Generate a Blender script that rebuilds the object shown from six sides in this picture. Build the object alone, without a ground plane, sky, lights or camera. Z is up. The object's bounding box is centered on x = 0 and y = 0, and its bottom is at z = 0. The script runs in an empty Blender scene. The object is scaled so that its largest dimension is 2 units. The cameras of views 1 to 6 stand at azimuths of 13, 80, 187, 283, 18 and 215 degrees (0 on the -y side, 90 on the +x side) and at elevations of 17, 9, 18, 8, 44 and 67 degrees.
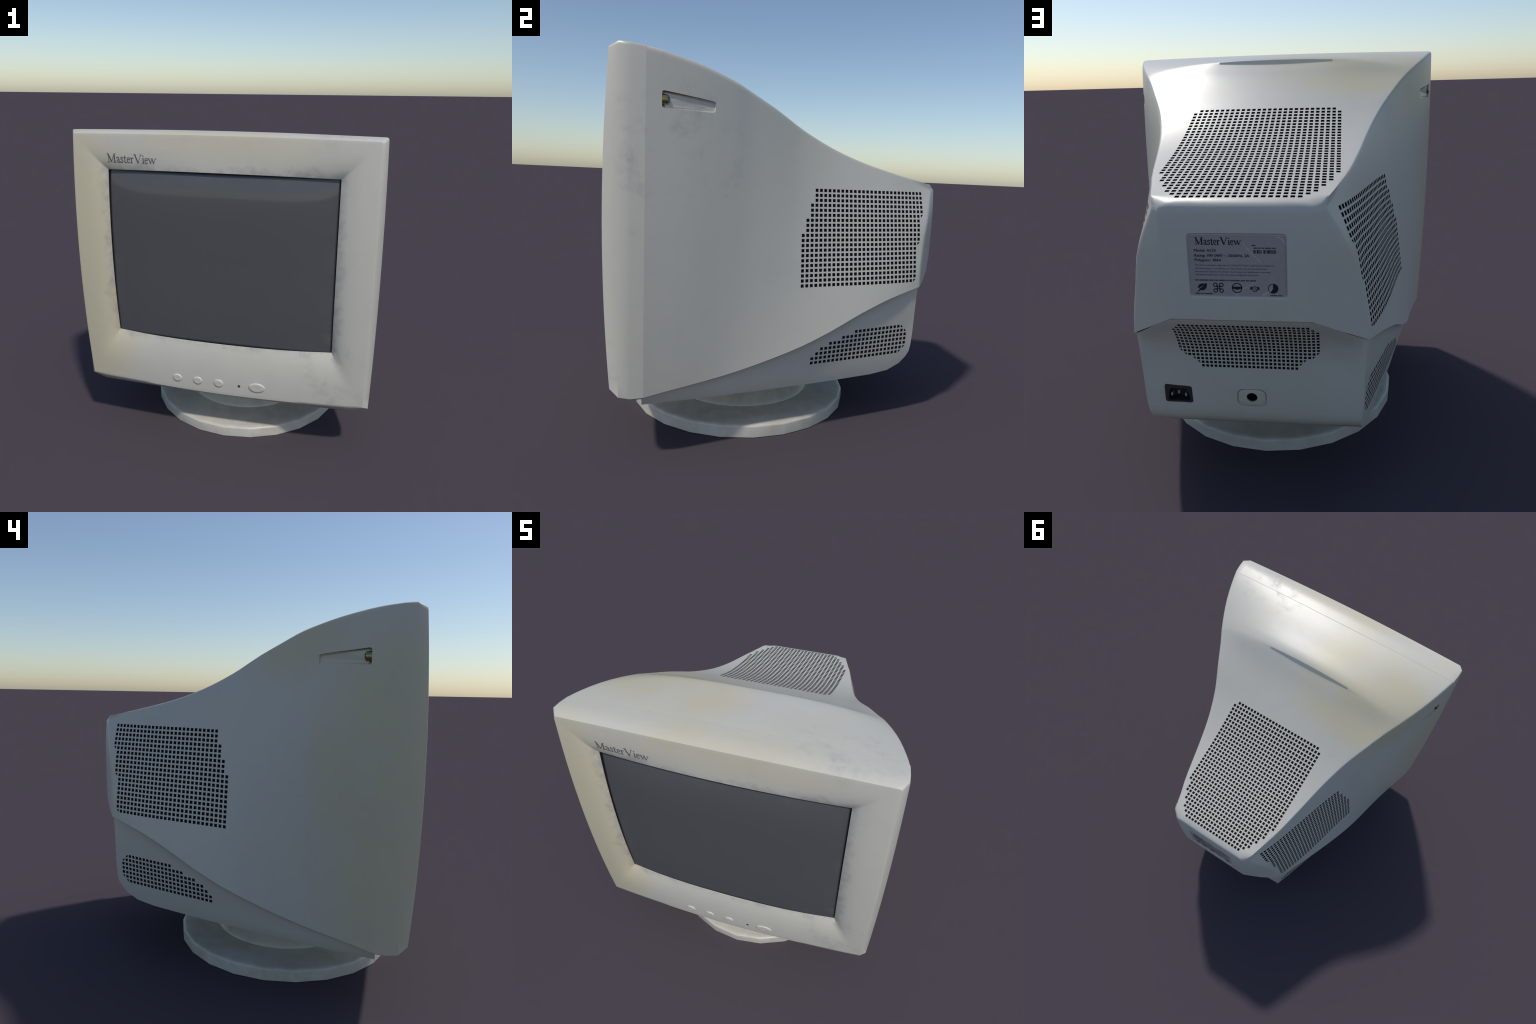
# A boxy old cathode-ray desktop monitor on a round swivel base.
# x = right when seen from the front, -y = front (screen), +y = back, z = up.
import bpy, bmesh, math
from mathutils import Vector
from mathutils.bvhtree import BVHTree
from mathutils.interpolate import poly_3d_calc

scene = bpy.context.scene
COLL = scene.collection


# ------------------------------------------------------------------ helpers
def lerp(a, b, t):
    return a + (b - a) * t


def vlerp(a, b, t):
    return tuple(lerp(p, q, t) for p, q in zip(a, b))


def smooth(e0, e1, x):
    t = min(1.0, max(0.0, (x - e0) / (e1 - e0)))
    return t * t * (3 - 2 * t)


def spline(knots, x):
    """Monotone-ish cubic through knots [(key, v0, v1, ...)] at key x."""
    n = len(knots)
    i = 0
    while i < n - 2 and x > knots[i + 1][0]:
        i += 1
    a, b = knots[i], knots[i + 1]
    h = b[0] - a[0]
    t = min(1.0, max(0.0, (x - a[0]) / h))
    out = []
    for k in range(1, len(a)):
        d = (b[k] - a[k]) / h

        def slope(j):
            if j == 0 or j == n - 1:
                m = 0 if j == 0 else n - 2
                return (knots[m + 1][k] - knots[m][k]) / (knots[m + 1][0] - knots[m][0])
            p, q, r = knots[j - 1], knots[j], knots[j + 1]
            d0 = (q[k] - p[k]) / (q[0] - p[0])
            d1 = (r[k] - q[k]) / (r[0] - q[0])
            if d0 * d1 <= 0:
                return 0.0
            return 2 * d0 * d1 / (d0 + d1)
        m0, m1 = slope(i), slope(i + 1)
        t2, t3 = t * t, t * t * t
        out.append((2 * t3 - 3 * t2 + 1) * a[k] + (t3 - 2 * t2 + t) * h * m0
                   + (-2 * t3 + 3 * t2) * b[k] + (t3 - t2) * h * m1)
    return out


def bez(a, b, c, t):
    return tuple((1 - t) ** 2 * p + 2 * t * (1 - t) * q + t * t * r for p, q, r in zip(a, b, c))


class Builder:
    """Collects shared vertices and faces, then makes a mesh."""

    def __init__(self):
        self.v, self.f = [], []

    def add(self, p):
        self.v.append(tuple(p))
        return len(self.v) - 1

    def row(self, pts):
        return [self.add(p) for p in pts]

    def strip(self, r0, r1, closed=False):
        n = len(r0)
        for i in range(n if closed else n - 1):
            j = (i + 1) % n
            self.f.append((r0[i], r0[j], r1[j], r1[i]))

    def mesh(self, name, weld=1e-5, outward=True):
        me = bpy.data.meshes.new(name)
        me.from_pydata(self.v, [], self.f)
        bm = bmesh.new()
        bm.from_mesh(me)
        bmesh.ops.remove_doubles(bm, verts=bm.verts, dist=weld)
        bmesh.ops.dissolve_degenerate(bm, edges=bm.edges, dist=1e-6)
        if outward:
            bmesh.ops.recalc_face_normals(bm, faces=bm.faces)
        bm.to_mesh(me)
        bm.free()
        return me


def new_object(name, me, parent=None, mat=None, smooth_angle=None, kind=None):
    ob = bpy.data.objects.new(name, me)
    COLL.objects.link(ob)
    if parent is not None:
        ob.parent = parent
    if mat is not None:
        me.materials.clear()
        me.materials.append(mat)
    if smooth_angle is not None:
        me.shade_smooth()
        me.set_sharp_from_angle(angle=math.radians(smooth_angle))
    if kind:
        ob["kind"] = kind
    return ob


def weighted_normals(ob):
    m = ob.modifiers.new("even_shading", 'WEIGHTED_NORMAL')
    m.keep_sharp = True
    m.weight = 60
    return m


def evaluated_mesh(ob):
    dg = bpy.context.evaluated_depsgraph_get()
    dg.update()
    return bpy.data.meshes.new_from_object(ob.evaluated_get(dg))


def prism(b, profile, axis, d0, d1):
    """Closed prism: 2-D profile in the plane across `axis`, from d0 to d1."""
    def put(p, d):
        return {'x': (d, p[0], p[1]), 'y': (p[0], d, p[1]), 'z': (p[0], p[1], d)}[axis]
    a = b.row([put(p, d0) for p in profile])
    c = b.row([put(p, d1) for p in profile])
    n = len(profile)
    b.f.append(tuple(reversed(a)))
    b.f.append(tuple(c))
    for i in range(n):
        j = (i + 1) % n
        b.f.append((a[i], a[j], c[j], c[i]))


def rounded_rect(cx, cy, w, h, r, n=4):
    out = []
    for sx, sy, a0 in ((1, 1, 0), (-1, 1, 90), (-1, -1, 180), (1, -1, 270)):
        for i in range(n + 1):
            a = math.radians(a0 + 90 * i / n)
            out.append((cx + sx * (w / 2 - r) + r * math.cos(a), cy + sy * (h / 2 - r) + r * math.sin(a)))
    return out


# ---------------------------------------------------------------- materials
class Nodes:
    def __init__(self, name):
        self.mat = bpy.data.materials.new(name)
        self.mat.use_nodes = True
        self.nt = self.mat.node_tree
        self.nt.nodes.clear()
        self.out = self.nt.nodes.new('ShaderNodeOutputMaterial')
        self.bsdf = self.nt.nodes.new('ShaderNodeBsdfPrincipled')
        self.nt.links.new(self.bsdf.outputs[0], self.out.inputs[0])

    def node(self, kind, **kw):
        n = self.nt.nodes.new(kind)
        for k, v in kw.items():
            setattr(n, k, v)
        return n

    def link(self, a, b):
        self.nt.links.new(a, b)

    def sock(self, v, inp):
        if isinstance(v, (int, float)):
            inp.default_value = v
        elif isinstance(v, (tuple, list)):
            inp.default_value = v
        else:
            self.link(v, inp)

    def math(self, op, a, b=0.0, clamp=False):
        n = self.node('ShaderNodeMath', operation=op, use_clamp=clamp)
        self.sock(a, n.inputs[0])
        self.sock(b, n.inputs[1])
        return n.outputs[0]

    def coords(self):
        n = self.node('ShaderNodeTexCoord')
        s = self.node('ShaderNodeSeparateXYZ')
        self.link(n.outputs['Object'], s.inputs[0])
        self.P = n.outputs['Object']
        self.X, self.Y, self.Z = s.outputs
        return self.P

    def noise(self, scale, detail=4.0, rough=0.55, stretch=(1, 1, 1), shift=(0, 0, 0), dist=0.0):
        m = self.node('ShaderNodeMapping')
        m.inputs['Scale'].default_value = stretch
        m.inputs['Location'].default_value = shift
        self.link(self.P, m.inputs['Vector'])
        n = self.node('ShaderNodeTexNoise')
        n.inputs['Scale'].default_value = scale
        n.inputs['Detail'].default_value = detail
        n.inputs['Roughness'].default_value = rough
        n.inputs['Distortion'].default_value = dist
        self.link(m.outputs[0], n.inputs['Vector'])
        return n.outputs['Fac']

    def ramp(self, v, lo, hi):
        n = self.node('ShaderNodeMapRange', interpolation_type='SMOOTHSTEP')
        self.sock(v, n.inputs[0])
        n.inputs[1].default_value = lo
        n.inputs[2].default_value = hi
        return n.outputs[0]

    def blob(self, centre, radii):
        """Soft 1..0 ellipsoid of influence around a spot."""
        acc = None
        for s, c, r in zip((self.X, self.Y, self.Z), centre, radii):
            if r is None:
                continue
            d = self.math('DIVIDE', self.math('SUBTRACT', s, c), r)
            d = self.math('MULTIPLY', d, d)
            acc = d if acc is None else self.math('ADD', acc, d)
        return self.ramp(acc, 1.0, 0.0)

    def mix(self, fac, a, b):
        n = self.node('ShaderNodeMix', data_type='RGBA')
        self.sock(fac, n.inputs[0])
        self.sock(a, n.inputs[6])
        self.sock(b, n.inputs[7])
        return n.outputs[2]

    def set(self, **kw):
        for k, v in kw.items():
            self.sock(v, self.bsdf.inputs[k.replace('_', ' ')])


def c4(r, g, b):
    return (r, g, b, 1.0)


PLASTIC_RGB = c4(0.622, 0.592, 0.512)
AGED_RGB = c4(0.630, 0.560, 0.385)
GRIME_RGB = c4(0.330, 0.300, 0.275)


def plastic(name, grime_level=1.0, base=PLASTIC_RGB):
    """Off-white ABS that has yellowed in patches and picked up grime."""
    m = Nodes(name)
    m.coords()
    # yellowing: fixed sun-side patches broken up by a slow noise
    slow = m.noise(1.6, 3, 0.5)
    patch = m.math('ADD', m.math('MULTIPLY', m.blob((-0.82, -0.95, 1.20), (0.40, 0.40, 1.15)), 0.72),
                   m.blob((-0.42, -0.40, 1.92), (0.62, 0.60, 0.42)))
    patch = m.math('ADD', patch, m.math('MULTIPLY', m.blob((-0.93, -0.70, 1.0), (0.3, 0.45, 1.0)), 0.7))
    patch = m.math('ADD', patch, m.math('MULTIPLY', m.blob((-0.10, -0.92, 1.93), (0.9, 0.2, 0.14)), 0.5))
    patch = m.math('MULTIPLY', patch, m.math('ADD', m.ramp(slow, 0.34, 0.60), 0.38), True)
    patch = m.math('ADD', patch, m.math('MULTIPLY', m.ramp(slow, 0.50, 0.75), 0.25), True)
    col = m.mix(m.math('MULTIPLY', patch, 0.95), base, AGED_RGB)
    # faint cool/warm mottling
    mott = m.ramp(m.noise(5.0, 5, 0.6, shift=(3, 1, 2)), 0.35, 0.7)
    col = m.mix(m.math('MULTIPLY', mott, 0.12), col, c4(0.53, 0.525, 0.495))
    # grime: patchy, grainy smudges where hands and dust reach
    cloud = m.noise(6.0, 5, 0.62, dist=0.4)
    grain = m.noise(26.0, 4, 0.65, shift=(5, 2, 7))
    spots = m.math('MULTIPLY', m.ramp(cloud, 0.44, 0.70), m.ramp(grain, 0.28, 0.72))
    where = m.blob((0.76, -0.95, 0.55), (0.28, 0.12, 0.26))
    where = m.math('ADD', where, m.math('MULTIPLY', m.blob((0.66, -0.76, 1.99), (0.46, 0.22, 0.2)), 0.8))
    where = m.math('ADD', where, m.math('MULTIPLY', m.blob((0.93, -0.82, 1.62), (0.10, 0.10, 0.62)), 0.9))
    where = m.math('ADD', where, m.math('MULTIPLY', m.blob((0.92, -0.45, 1.60), (0.25, 0.35, 0.40)), 0.6))
    where = m.math('ADD', where, 0.12, True)
    g = m.math('MULTIPLY', m.math('MULTIPLY', spots, where), 0.60 * grime_level)
    col = m.mix(g, col, GRIME_RGB)
    m.set(Base_Color=col, Roughness=m.math('ADD', 0.36, m.math('MULTIPLY', g, 0.25)))
    m.bsdf.inputs['Specular IOR Level'].default_value = 0.5
    bump = m.node('ShaderNodeBump')
    bump.inputs['Strength'].default_value = 0.06
    bump.inputs['Distance'].default_value = 0.002
    m.link(m.noise(220.0, 2, 0.5), bump.inputs['Height'])
    m.link(bump.outputs[0], m.bsdf.inputs['Normal'])
    return m, col


def make_plain(name, rgb, rough=0.5, metal=0.0, spec=0.5):
    m = Nodes(name)
    m.coords()
    n = m.ramp(m.noise(60.0, 3, 0.6), 0.35, 0.7)
    col = m.mix(m.math('MULTIPLY', n, 0.25), c4(*rgb), c4(*[c * 0.75 for c in rgb]))
    m.set(Base_Color=col, Roughness=rough, Metallic=metal)
    m.bsdf.inputs['Specular IOR Level'].default_value = spec
    return m.mat


SCREEN_X, SCREEN_ZB, SCREEN_ZT = 0.691, 0.723, 1.767


def bezel_material():
    """Plastic plus the streaky grime line that collects round the screen opening."""
    m, col = plastic("aged_plastic_bezel")
    ax = m.math('ABSOLUTE', m.X)
    d = m.math('MAXIMUM', m.math('SUBTRACT', ax, SCREEN_X),
               m.math('MAXIMUM', m.math('SUBTRACT', m.Z, SCREEN_ZT), m.math('SUBTRACT', SCREEN_ZB, m.Z)))
    ragged = m.math('MULTIPLY', m.math('SUBTRACT', m.noise(9.0, 4, 0.6, shift=(1, 4, 2)), 0.38), 0.17)
    near = m.ramp(m.math('SUBTRACT', d, ragged), 0.040, -0.020)
    grain = m.ramp(m.noise(22.0, 4, 0.6, shift=(8, 3, 1)), 0.20, 0.75)
    g = m.math('MULTIPLY', m.math('MULTIPLY', near, grain), 0.55)
    col = m.mix(g, col, c4(0.300, 0.275, 0.270))
    m.link(col, m.bsdf.inputs['Base Color'])
    return m.mat


def screen_material():
    m = Nodes("dusty_dark_glass")
    m.coords()
    ax = m.math('ABSOLUTE', m.X)
    az = m.math('ABSOLUTE', m.math('SUBTRACT', m.Z, 1.243))
    edge = m.math('MAXIMUM', m.math('SUBTRACT', ax, 0.69), m.math('SUBTRACT', az, 0.528))
    haze = m.ramp(m.noise(9.0, 6, 0.7), 0.45, 0.75)
    dust = m.math('MULTIPLY', m.ramp(edge, -0.10, 0.0), haze)
    corner = m.math('MULTIPLY', m.ramp(ax, 0.52, 0.69), m.ramp(az, 0.36, 0.52))
    smear = m.math('MULTIPLY', m.ramp(m.noise(3.2, 6, 0.75, stretch=(1, 1, 0.6), shift=(2, 0, 1)), 0.60, 0.80), 0.16)
    fac = m.math('ADD', m.math('MULTIPLY', dust, 0.14), m.math('MULTIPLY', m.math('MULTIPLY', corner, haze), 0.5))
    fac = m.math('ADD', fac, smear, True)
    col = m.mix(fac, c4(0.098, 0.099, 0.104), c4(0.23, 0.22, 0.19))
    border = m.ramp(edge, -0.016, -0.002)       # edge shading where glass meets frame, blackened into the colour
    col = m.mix(border, col, c4(0.012, 0.012, 0.011))
    m.set(Base_Color=col, Roughness=m.math('ADD', m.math('MULTIPLY', border, 0.5), m.math('ADD', 0.07, m.math('MULTIPLY', fac, 0.35))))
    m.bsdf.inputs['Specular IOR Level'].default_value = 0.36
    return m.mat


MAT_PLASTIC = plastic("aged_plastic")[0].mat
def base_material():
    """Stand plastic with brownish dust settled in blotches on its disc."""
    m, col = plastic("aged_plastic_base", 1.2)
    f = m.math('MULTIPLY', m.ramp(m.noise(11.0, 5, 0.65, shift=(2, 6, 0)), 0.32, 0.66), m.ramp(m.noise(3.0, 3, 0.5), 0.30, 0.55))
    col = m.mix(m.math('MULTIPLY', f, 0.55), col, c4(0.47, 0.405, 0.325))
    m.link(col, m.bsdf.inputs['Base Color'])
    return m.mat


MAT_BASE = base_material()
MAT_BEZEL = bezel_material()
MAT_SCREEN = screen_material()
MAT_HOLE = make_plain("dark_vent_cavity", (0.010, 0.011, 0.012), 0.8, spec=0.2)
MAT_GAP = make_plain("gap_shadow_black", (0.016, 0.016, 0.015), 0.6, spec=0.3)
MAT_LABEL = make_plain("silver_grey_label", (0.42, 0.370, 0.365), 0.35)
MAT_LABEL_SCRATCH = make_plain("scratched_label", (0.54, 0.50, 0.47), 0.35)
MAT_INK = make_plain("black_ink", (0.022, 0.022, 0.024), 0.6, spec=0.2)
MAT_INK_FINE = make_plain("faded_ink", (0.10, 0.10, 0.105), 0.6, spec=0.2)
MAT_LOGO = make_plain("grey_print", (0.120, 0.120, 0.115), 0.5)
MAT_SOCKET = make_plain("black_socket_plastic", (0.018, 0.018, 0.020), 0.45)
MAT_PIN = make_plain("nickel_pin", (0.62, 0.62, 0.64), 0.35, metal=0.8)
MAT_BRASS = make_plain("dull_brass", (0.34, 0.28, 0.13), 0.30, metal=1.0)
MAT_LED = make_plain("smoked_lens", (0.05, 0.05, 0.055), 0.3)
MAT_RECESS = plastic("aged_plastic_recess", 1.0)[0].mat

# ------------------------------------------------------------------- root
monitor = bpy.data.objects.new("crt_monitor", None)
COLL.objects.link(monitor)
monitor["label"] = "yellowed off-white boxy cathode-ray computer monitor on round base"
monitor["category"] = "computer monitor"

# ------------------------------------------------------------- front bezel
SEAM_Y = -0.770


def spread(n):
    return [math.copysign(1 - (1 - abs(q)) ** 1.15, q) for q in (-1 + 2 * i / n for i in range(n))]


NH, NV = 30, 21
BOTTOM_S = spread(NH)
SIDE_T = [i / 20 for i in range(20)] + [0.990]
TOP_S = [1.0, 0.990] + [-q for q in spread(NH - 2)[1:]] + [-0.990]


def bezel_loop(wt, wb, wbow, zt, tbow, zb, ramp_x, ramp_z, bbow, corner=True):
    """Closed (x, z) outline, counter-clockwise from bottom left corner; the top corners are eased."""
    def bottom(x):
        a = abs(x)
        c = ramp_z - bbow * (1 - (min(a, ramp_x) / ramp_x) ** 2)
        if a <= ramp_x:
            return c
        return lerp(ramp_z, zb, (a - ramp_x) / (wb - ramp_x))

    def side(t):
        return lerp(wb, wt, t) + wbow * (1 - (2 * t - 1) ** 2)
    pts = [(q * wb, bottom(q * wb)) for q in BOTTOM_S]
    right = [(side(t), lerp(zb, zt, t)) for t in SIDE_T]
    top = [(q * wt, zt + tbow * (1 - q * q)) for q in TOP_S]
    if corner:
        cx, cz = bez(right[-1], (wt, zt), top[1], 0.5)
        top[0] = (cx, cz)
    left = [(-x, z) for x, z in reversed(right)]
    tl = (-top[0][0], top[0][1])
    return pts + right + top + [tl] + left[:-1]


F1 = bezel_loop(0.8965, 0.8921, 0.013, 1.9722, 0.0095, 0.392, 0.84, 0.384, 0.012)
F2 = bezel_loop(0.9255, 0.9278, 0.0128, 1.9927, 0.0073, 0.3606, 0.84, 0.331, 0.012)
F3 = bezel_loop(0.9231, 0.9240, 0.014, 1.9900, 0.0095, 0.3490, 0.86, 0.315, 0.014)
F4 = bezel_loop(0.9160, 0.9170, 0.016, 1.9835, 0.0120, 0.3510, 0.84, 0.306, 0.014)
INNER = bezel_loop(SCREEN_X, SCREEN_X, 0.0010, SCREEN_ZT, 0.0093, SCREEN_ZB, 0.6905, SCREEN_ZB, 0.0126, False)


def node(i):
    """Which side loop node i lies on, and how far along it."""
    if i < NH:
        return 'bottom', BOTTOM_S[i]
    i -= NH
    if i < NV:
        return 'side', SIDE_T[i]
    i -= NV
    if i < len(TOP_S):
        return 'top', TOP_S[i]
    i -= len(TOP_S)
    return ('top', -1.0) if i == 0 else ('side', SIDE_T[NV - i])


def bow(i, bottom, side_mid, top, low, high):
    """Forward bow of loop node i: parabola along each of the four sides."""
    kind, q = node(i)
    if kind == 'bottom':
        return low + bottom * (1 - q * q)
    if kind == 'top':
        return high + top * (1 - q * q)
    return lerp(low, high, q) + side_mid * (1 - (2 * q - 1) ** 2)


bb = Builder()


def barrel(x, z):
    """The front's bowed surface before the opening is rolled in."""
    lift = lerp(0.035, 0.013, min(1.0, max(0.0, (z - 0.39) / 1.58)))
    t = (z - 1.182) / 0.79
    return -0.9307 - lift * (1 - (abs(x) / 0.9) ** 1.7) - 0.031 * (1 - t * t)


def loop_at(f):
    """Loop between the frame's outer edge (0) and the screen opening (1)."""
    out = []
    for i, ((xo, zo), (xi, zi)) in enumerate(zip(F1, INNER)):
        sunk = bow(i, -0.034, -0.026, -0.035, -0.9107, -0.9180) - barrel(xi, zi)
        kind, q = node(i)
        power = 3.6 if kind == 'side' else lerp(3.6, 2.5, 1 - q ** 4)
        x, z = lerp(xo, xi, f), lerp(zo, zi, f)
        out.append((x, barrel(x, z) + sunk * f ** power, z))
    return out


rings = []
# back flange -> outside of the frame -> front face -> opening lip
rings.append([(x * 0.965, SEAM_Y + 0.004, lerp(1.2, z, 0.965)) for x, z in F4])
rings.append([(x, SEAM_Y, z - 0.0010 * smooth(0.905, 0.86, abs(x)) * smooth(1.8, 1.95, z)) for x, z in F4])
rings.append([(x, SEAM_Y - 0.0022, z) for x, z in F4])
rings.append([vlerp((x, SEAM_Y, z), (u, -0.8314, w), 0.08) for (x, z), (u, w) in zip(F4, F3)])
rings.append([(x, -0.8314, z) for x, z in F3])
rings.append([(x, -0.8855 - 0.006 * (1 - (x / 0.93) ** 2), z) for x, z in F2])
edge = loop_at(0.0)
f2 = rings[-1]
rings.append([vlerp(a, b, 0.80) for a, b in zip(f2, edge)])
rings.append([vlerp(a, b, 0.985) for a, b in zip(f2, edge)])
for f in (0.035, 0.07, 0.15, 0.25, 0.35, 0.45, 0.55, 0.65, 0.75, 0.83, 0.90, 0.95, 0.98, 1.0):
    rings.append(loop_at(f))
last = rings[-1]
rings.append([(x * 0.9990, y + 0.003, lerp(1.245, z, 0.9985)) for x, y, z in last])
idx = [bb.row(r) for r in rings]
for a, b in zip(idx, idx[1:]):
    bb.strip(a, b, closed=True)
bezel = new_object("front_bezel", bb.mesh("front_bezel"), monitor, MAT_BEZEL, 40)
weighted_normals(bezel)

# shadowed gap between frame and glass, built as a black strip
gb = Builder()
rim = rings[-1]
g = [gb.row([(x * 0.9992, y + 0.001, lerp(1.245, z, 0.9990)) for x, y, z in rim]),
     gb.row([(x * 0.9990, y + 0.045, lerp(1.245, z, 0.9988)) for x, y, z in rim]),
     gb.row([(x * 1.0030, y + 0.045, lerp(1.245, z, 1.0030)) for x, y, z in rim]),
     gb.row([(x * 1.0030, y + 0.008, lerp(1.245, z, 1.0030)) for x, y, z in rim])]
for a, b in zip(g, g[1:]):
    gb.strip(a, b, closed=True)
new_object("modelled_gap_shadow", gb.mesh("modelled_gap_shadow", outward=False), monitor, MAT_GAP)

# ------------------------------------------------------------------ screen
sb = Builder()
NX, NZ = 56, 44
rows, tilt = [], []
for j in range(NZ + 1):
    v = -1 + 2 * j / NZ
    v = math.copysign(1 - (1 - abs(v)) ** 1.25, v)
    r = []
    for i in range(NX + 1):
        u = -1 + 2 * i / NX
        u = math.copysign(1 - (1 - abs(u)) ** 1.25, u)
        zt, zb = SCREEN_ZT + 0.0093 * (1 - u * u), SCREEN_ZB - 0.0126 * (1 - u * u)
        y = -0.9665 + 0.036 * abs(u) ** 2.5 + (0.032 if v > 0 else 0.026) * abs(v) ** 2.5
        r.append((u * 0.698, y, lerp(zb - 0.006, zt + 0.006, (v + 1) / 2)))
        tilt.append(Vector((0.13 * u * abs(u), -1, 0.305 * v ** 3.5 * (1 - 0.54 * u ** 6) if v > 0 else 0.07 * v * abs(v))).normalized())
    rows.append(r)
ri = [sb.row(r) for r in rows]
for a, b in zip(ri, ri[1:]):
    sb.strip(a, b)
sme = sb.mesh("screen", weld=1e-7, outward=False)
if sme.polygons[0].normal.y > 0:
    sme.flip_normals()
screen = new_object("screen", sme, monitor, MAT_SCREEN, 60)
sme.normals_split_custom_set_from_vertices(tilt)      # normals bent to set the sky reflection band near the top

# ------------------------------------------------------------ rear housing
# top edge of the side walls: depth y -> half width, height
TOP_EDGE = [(-0.770, 0.9160, 1.9835), (-0.7172, 0.9014, 1.9768), (-0.5436, 0.8439, 1.9412),
            (-0.3503, 0.7575, 1.8814), (-0.250, 0.7028, 1.8388), (-0.127, 0.6439, 1.7817),
            (0.044, 0.5628, 1.6887), (0.236, 0.5006, 1.6025), (0.420, 0.4582, 1.5398),
            (0.630, 0.4118, 1.4872), (0.800, 0.3672, 1.4506), (0.925, 0.3300, 1.4260)]
# lower edge of the side walls (the swept seam)
SEAM = [(-0.770, 0.9170, 0.3510), (-0.729, 0.9055, 0.3580), (-0.382, 0.8220, 0.4170),
        (0.009, 0.7520, 0.5300), (0.202, 0.7050, 0.6050), (0.410, 0.6460, 0.7000),
        (0.600, 0.5830, 0.7700), (0.815, 0.4970, 0.8230)]
# rear crease, from the seam corner up to the top corner: t -> x, y, z
CREASE = [(0.0, 0.4970, 0.815, 0.823), (0.19, 0.486, 0.816, 0.934), (0.27, 0.475, 0.823, 0.977),
          (0.47, 0.451, 0.839, 1.092), (0.63, 0.431, 0.857, 1.183), (0.74, 0.407, 0.872, 1.244),
          (0.84, 0.378, 0.888, 1.302), (0.93, 0.347, 0.905, 1.358), (1.0, 0.3210, 0.920, 1.402)]
# crown of the top over the straight line between its edges
CROWN = [(-0.770, 0.012), (-0.7172, 0.016), (-0.5436, 0.034), (-0.360, 0.065), (-0.352, 0.063), (-0.30, 0.043),
         (-0.25, 0.025), (-0.19, 0.012), (-0.127, 0.0045), (-0.06, 0.005), (0.044, 0.006), (0.236, 0.005), (0.42, 0.005), (0.63, 0.005), (0.80, 0.004), (0.925, 0.002)]
# lens-shaped step of the finger grip: depth left below the crown behind it
GRIP_DEPTH = [(-0.360, 0.0255), (-0.345, 0.0225), (-0.30, 0.0125), (-0.25, 0.0070), (-0.19, 0.0025), (-0.10, 0.0), (1.0, 0.0)]
# outward belly of the side walls at mid height
BELLY = [(-0.770, 0.016), (-0.70, 0.0185), (-0.50, 0.025), (-0.30, 0.024), (0.0, 0.016), (0.20, 0.010), (0.925, 0.008)]
RIDGE_Y = -0.360
GRIP = 0.55      # half width of the finger grip, as a share of the half width


def lens(u):
    return max(0.0, 1 - (u / GRIP) ** 2)


def top_height(y, u, behind=None):
    w, ze = spline(TOP_EDGE, y)
    c = spline(CROWN, y)[0]
    h = ze + c * (1 - abs(u) ** 2.6)
    if behind or (behind is None and y > RIDGE_Y):
        h -= spline(GRIP_DEPTH, y)[0] * lens(u)
    return h


def wall_point(yt, t):
    """Point on the right-hand wall: t = 0 seam, 1 top edge."""
    wt, zt = spline(TOP_EDGE, yt)
    k = (yt + 0.770) / (0.925 + 0.770)
    yb = -0.770 + k * (0.815 + 0.770)
    wb, zb = spline(SEAM, yb)
    belly = spline(BELLY, yt)[0] * 4 * t * (1 - t)
    p = (lerp(wb, wt, t) + belly, lerp(yb, yt, t), lerp(zb, zt, t))
    e = smooth(0.86, 1.0, k)
    if e > 0:
        wt1, zt1 = spline(TOP_EDGE, 0.925)
        q = spline(CREASE, t)
        ruled = (lerp(SEAM[-1][1], wt1, t) + belly, lerp(0.815, 0.925, t), lerp(SEAM[-1][2], zt1, t))
        p = tuple(a + e * (c - b) for a, b, c in zip(p, ruled, q))
    return p


WALL_T = [0.0, 0.012, 0.05, 0.12, 0.22, 0.32, 0.42, 0.52, 0.62, 0.72, 0.82, 0.90, 0.955, 0.985]
TOP_U = [0.985, 0.955, 0.90, 0.82, 0.70, 0.55, 0.42, 0.28, 0.14, 0.0]
STATIONS = [-0.770, -0.764, -0.73, -0.68, -0.62, -0.56, -0.50, -0.44, -0.405, -0.378, (RIDGE_Y, False), (RIDGE_Y, True), -0.343, -0.325,
            -0.29, -0.25, -0.19, -0.127, -0.06, 0.0, 0.044, 0.10, 0.17, 0.236, 0.30, 0.36, 0.42,
            0.49, 0.56, 0.63, 0.70, 0.76, 0.81, 0.85, 0.885, 0.912]


def half_ring(yt, behind=None):
    """Right half of one section, from the seam up and over to the middle."""
    pts = []
    p0, p1 = wall_point(yt, 0.0), wall_point(yt, 0.03)
    for t in WALL_T:
        pts.append(wall_point(yt, t))
    w, ze = spline(TOP_EDGE, yt)
    corner = wall_point(yt, 1.0)
    a = pts[-1]
    yc = corner[1]
    b = (w * TOP_U[0], yc, top_height(yc, TOP_U[0]))
    for t in (0.25, 0.5, 0.75):
        pts.append(bez(a, corner, b, t))
    for u in TOP_U:
        shift = 0.0 if behind is None else (0.008 if behind else -0.0095) * lens(u)
        pts.append((w * u, yc + shift, top_height(yc, u, behind)))
    return pts


def mirror_full(half):
    return half + [(-x, y, z) for x, y, z in reversed(half[:-1])]


rb = Builder()
ring_ids, ring_pts = [], []
for y in STATIONS:
    full = mirror_full(half_ring(*y) if isinstance(y, tuple) else half_ring(y))
    ring_pts.append(full)
    ring_ids.append(rb.row(full))
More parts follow.
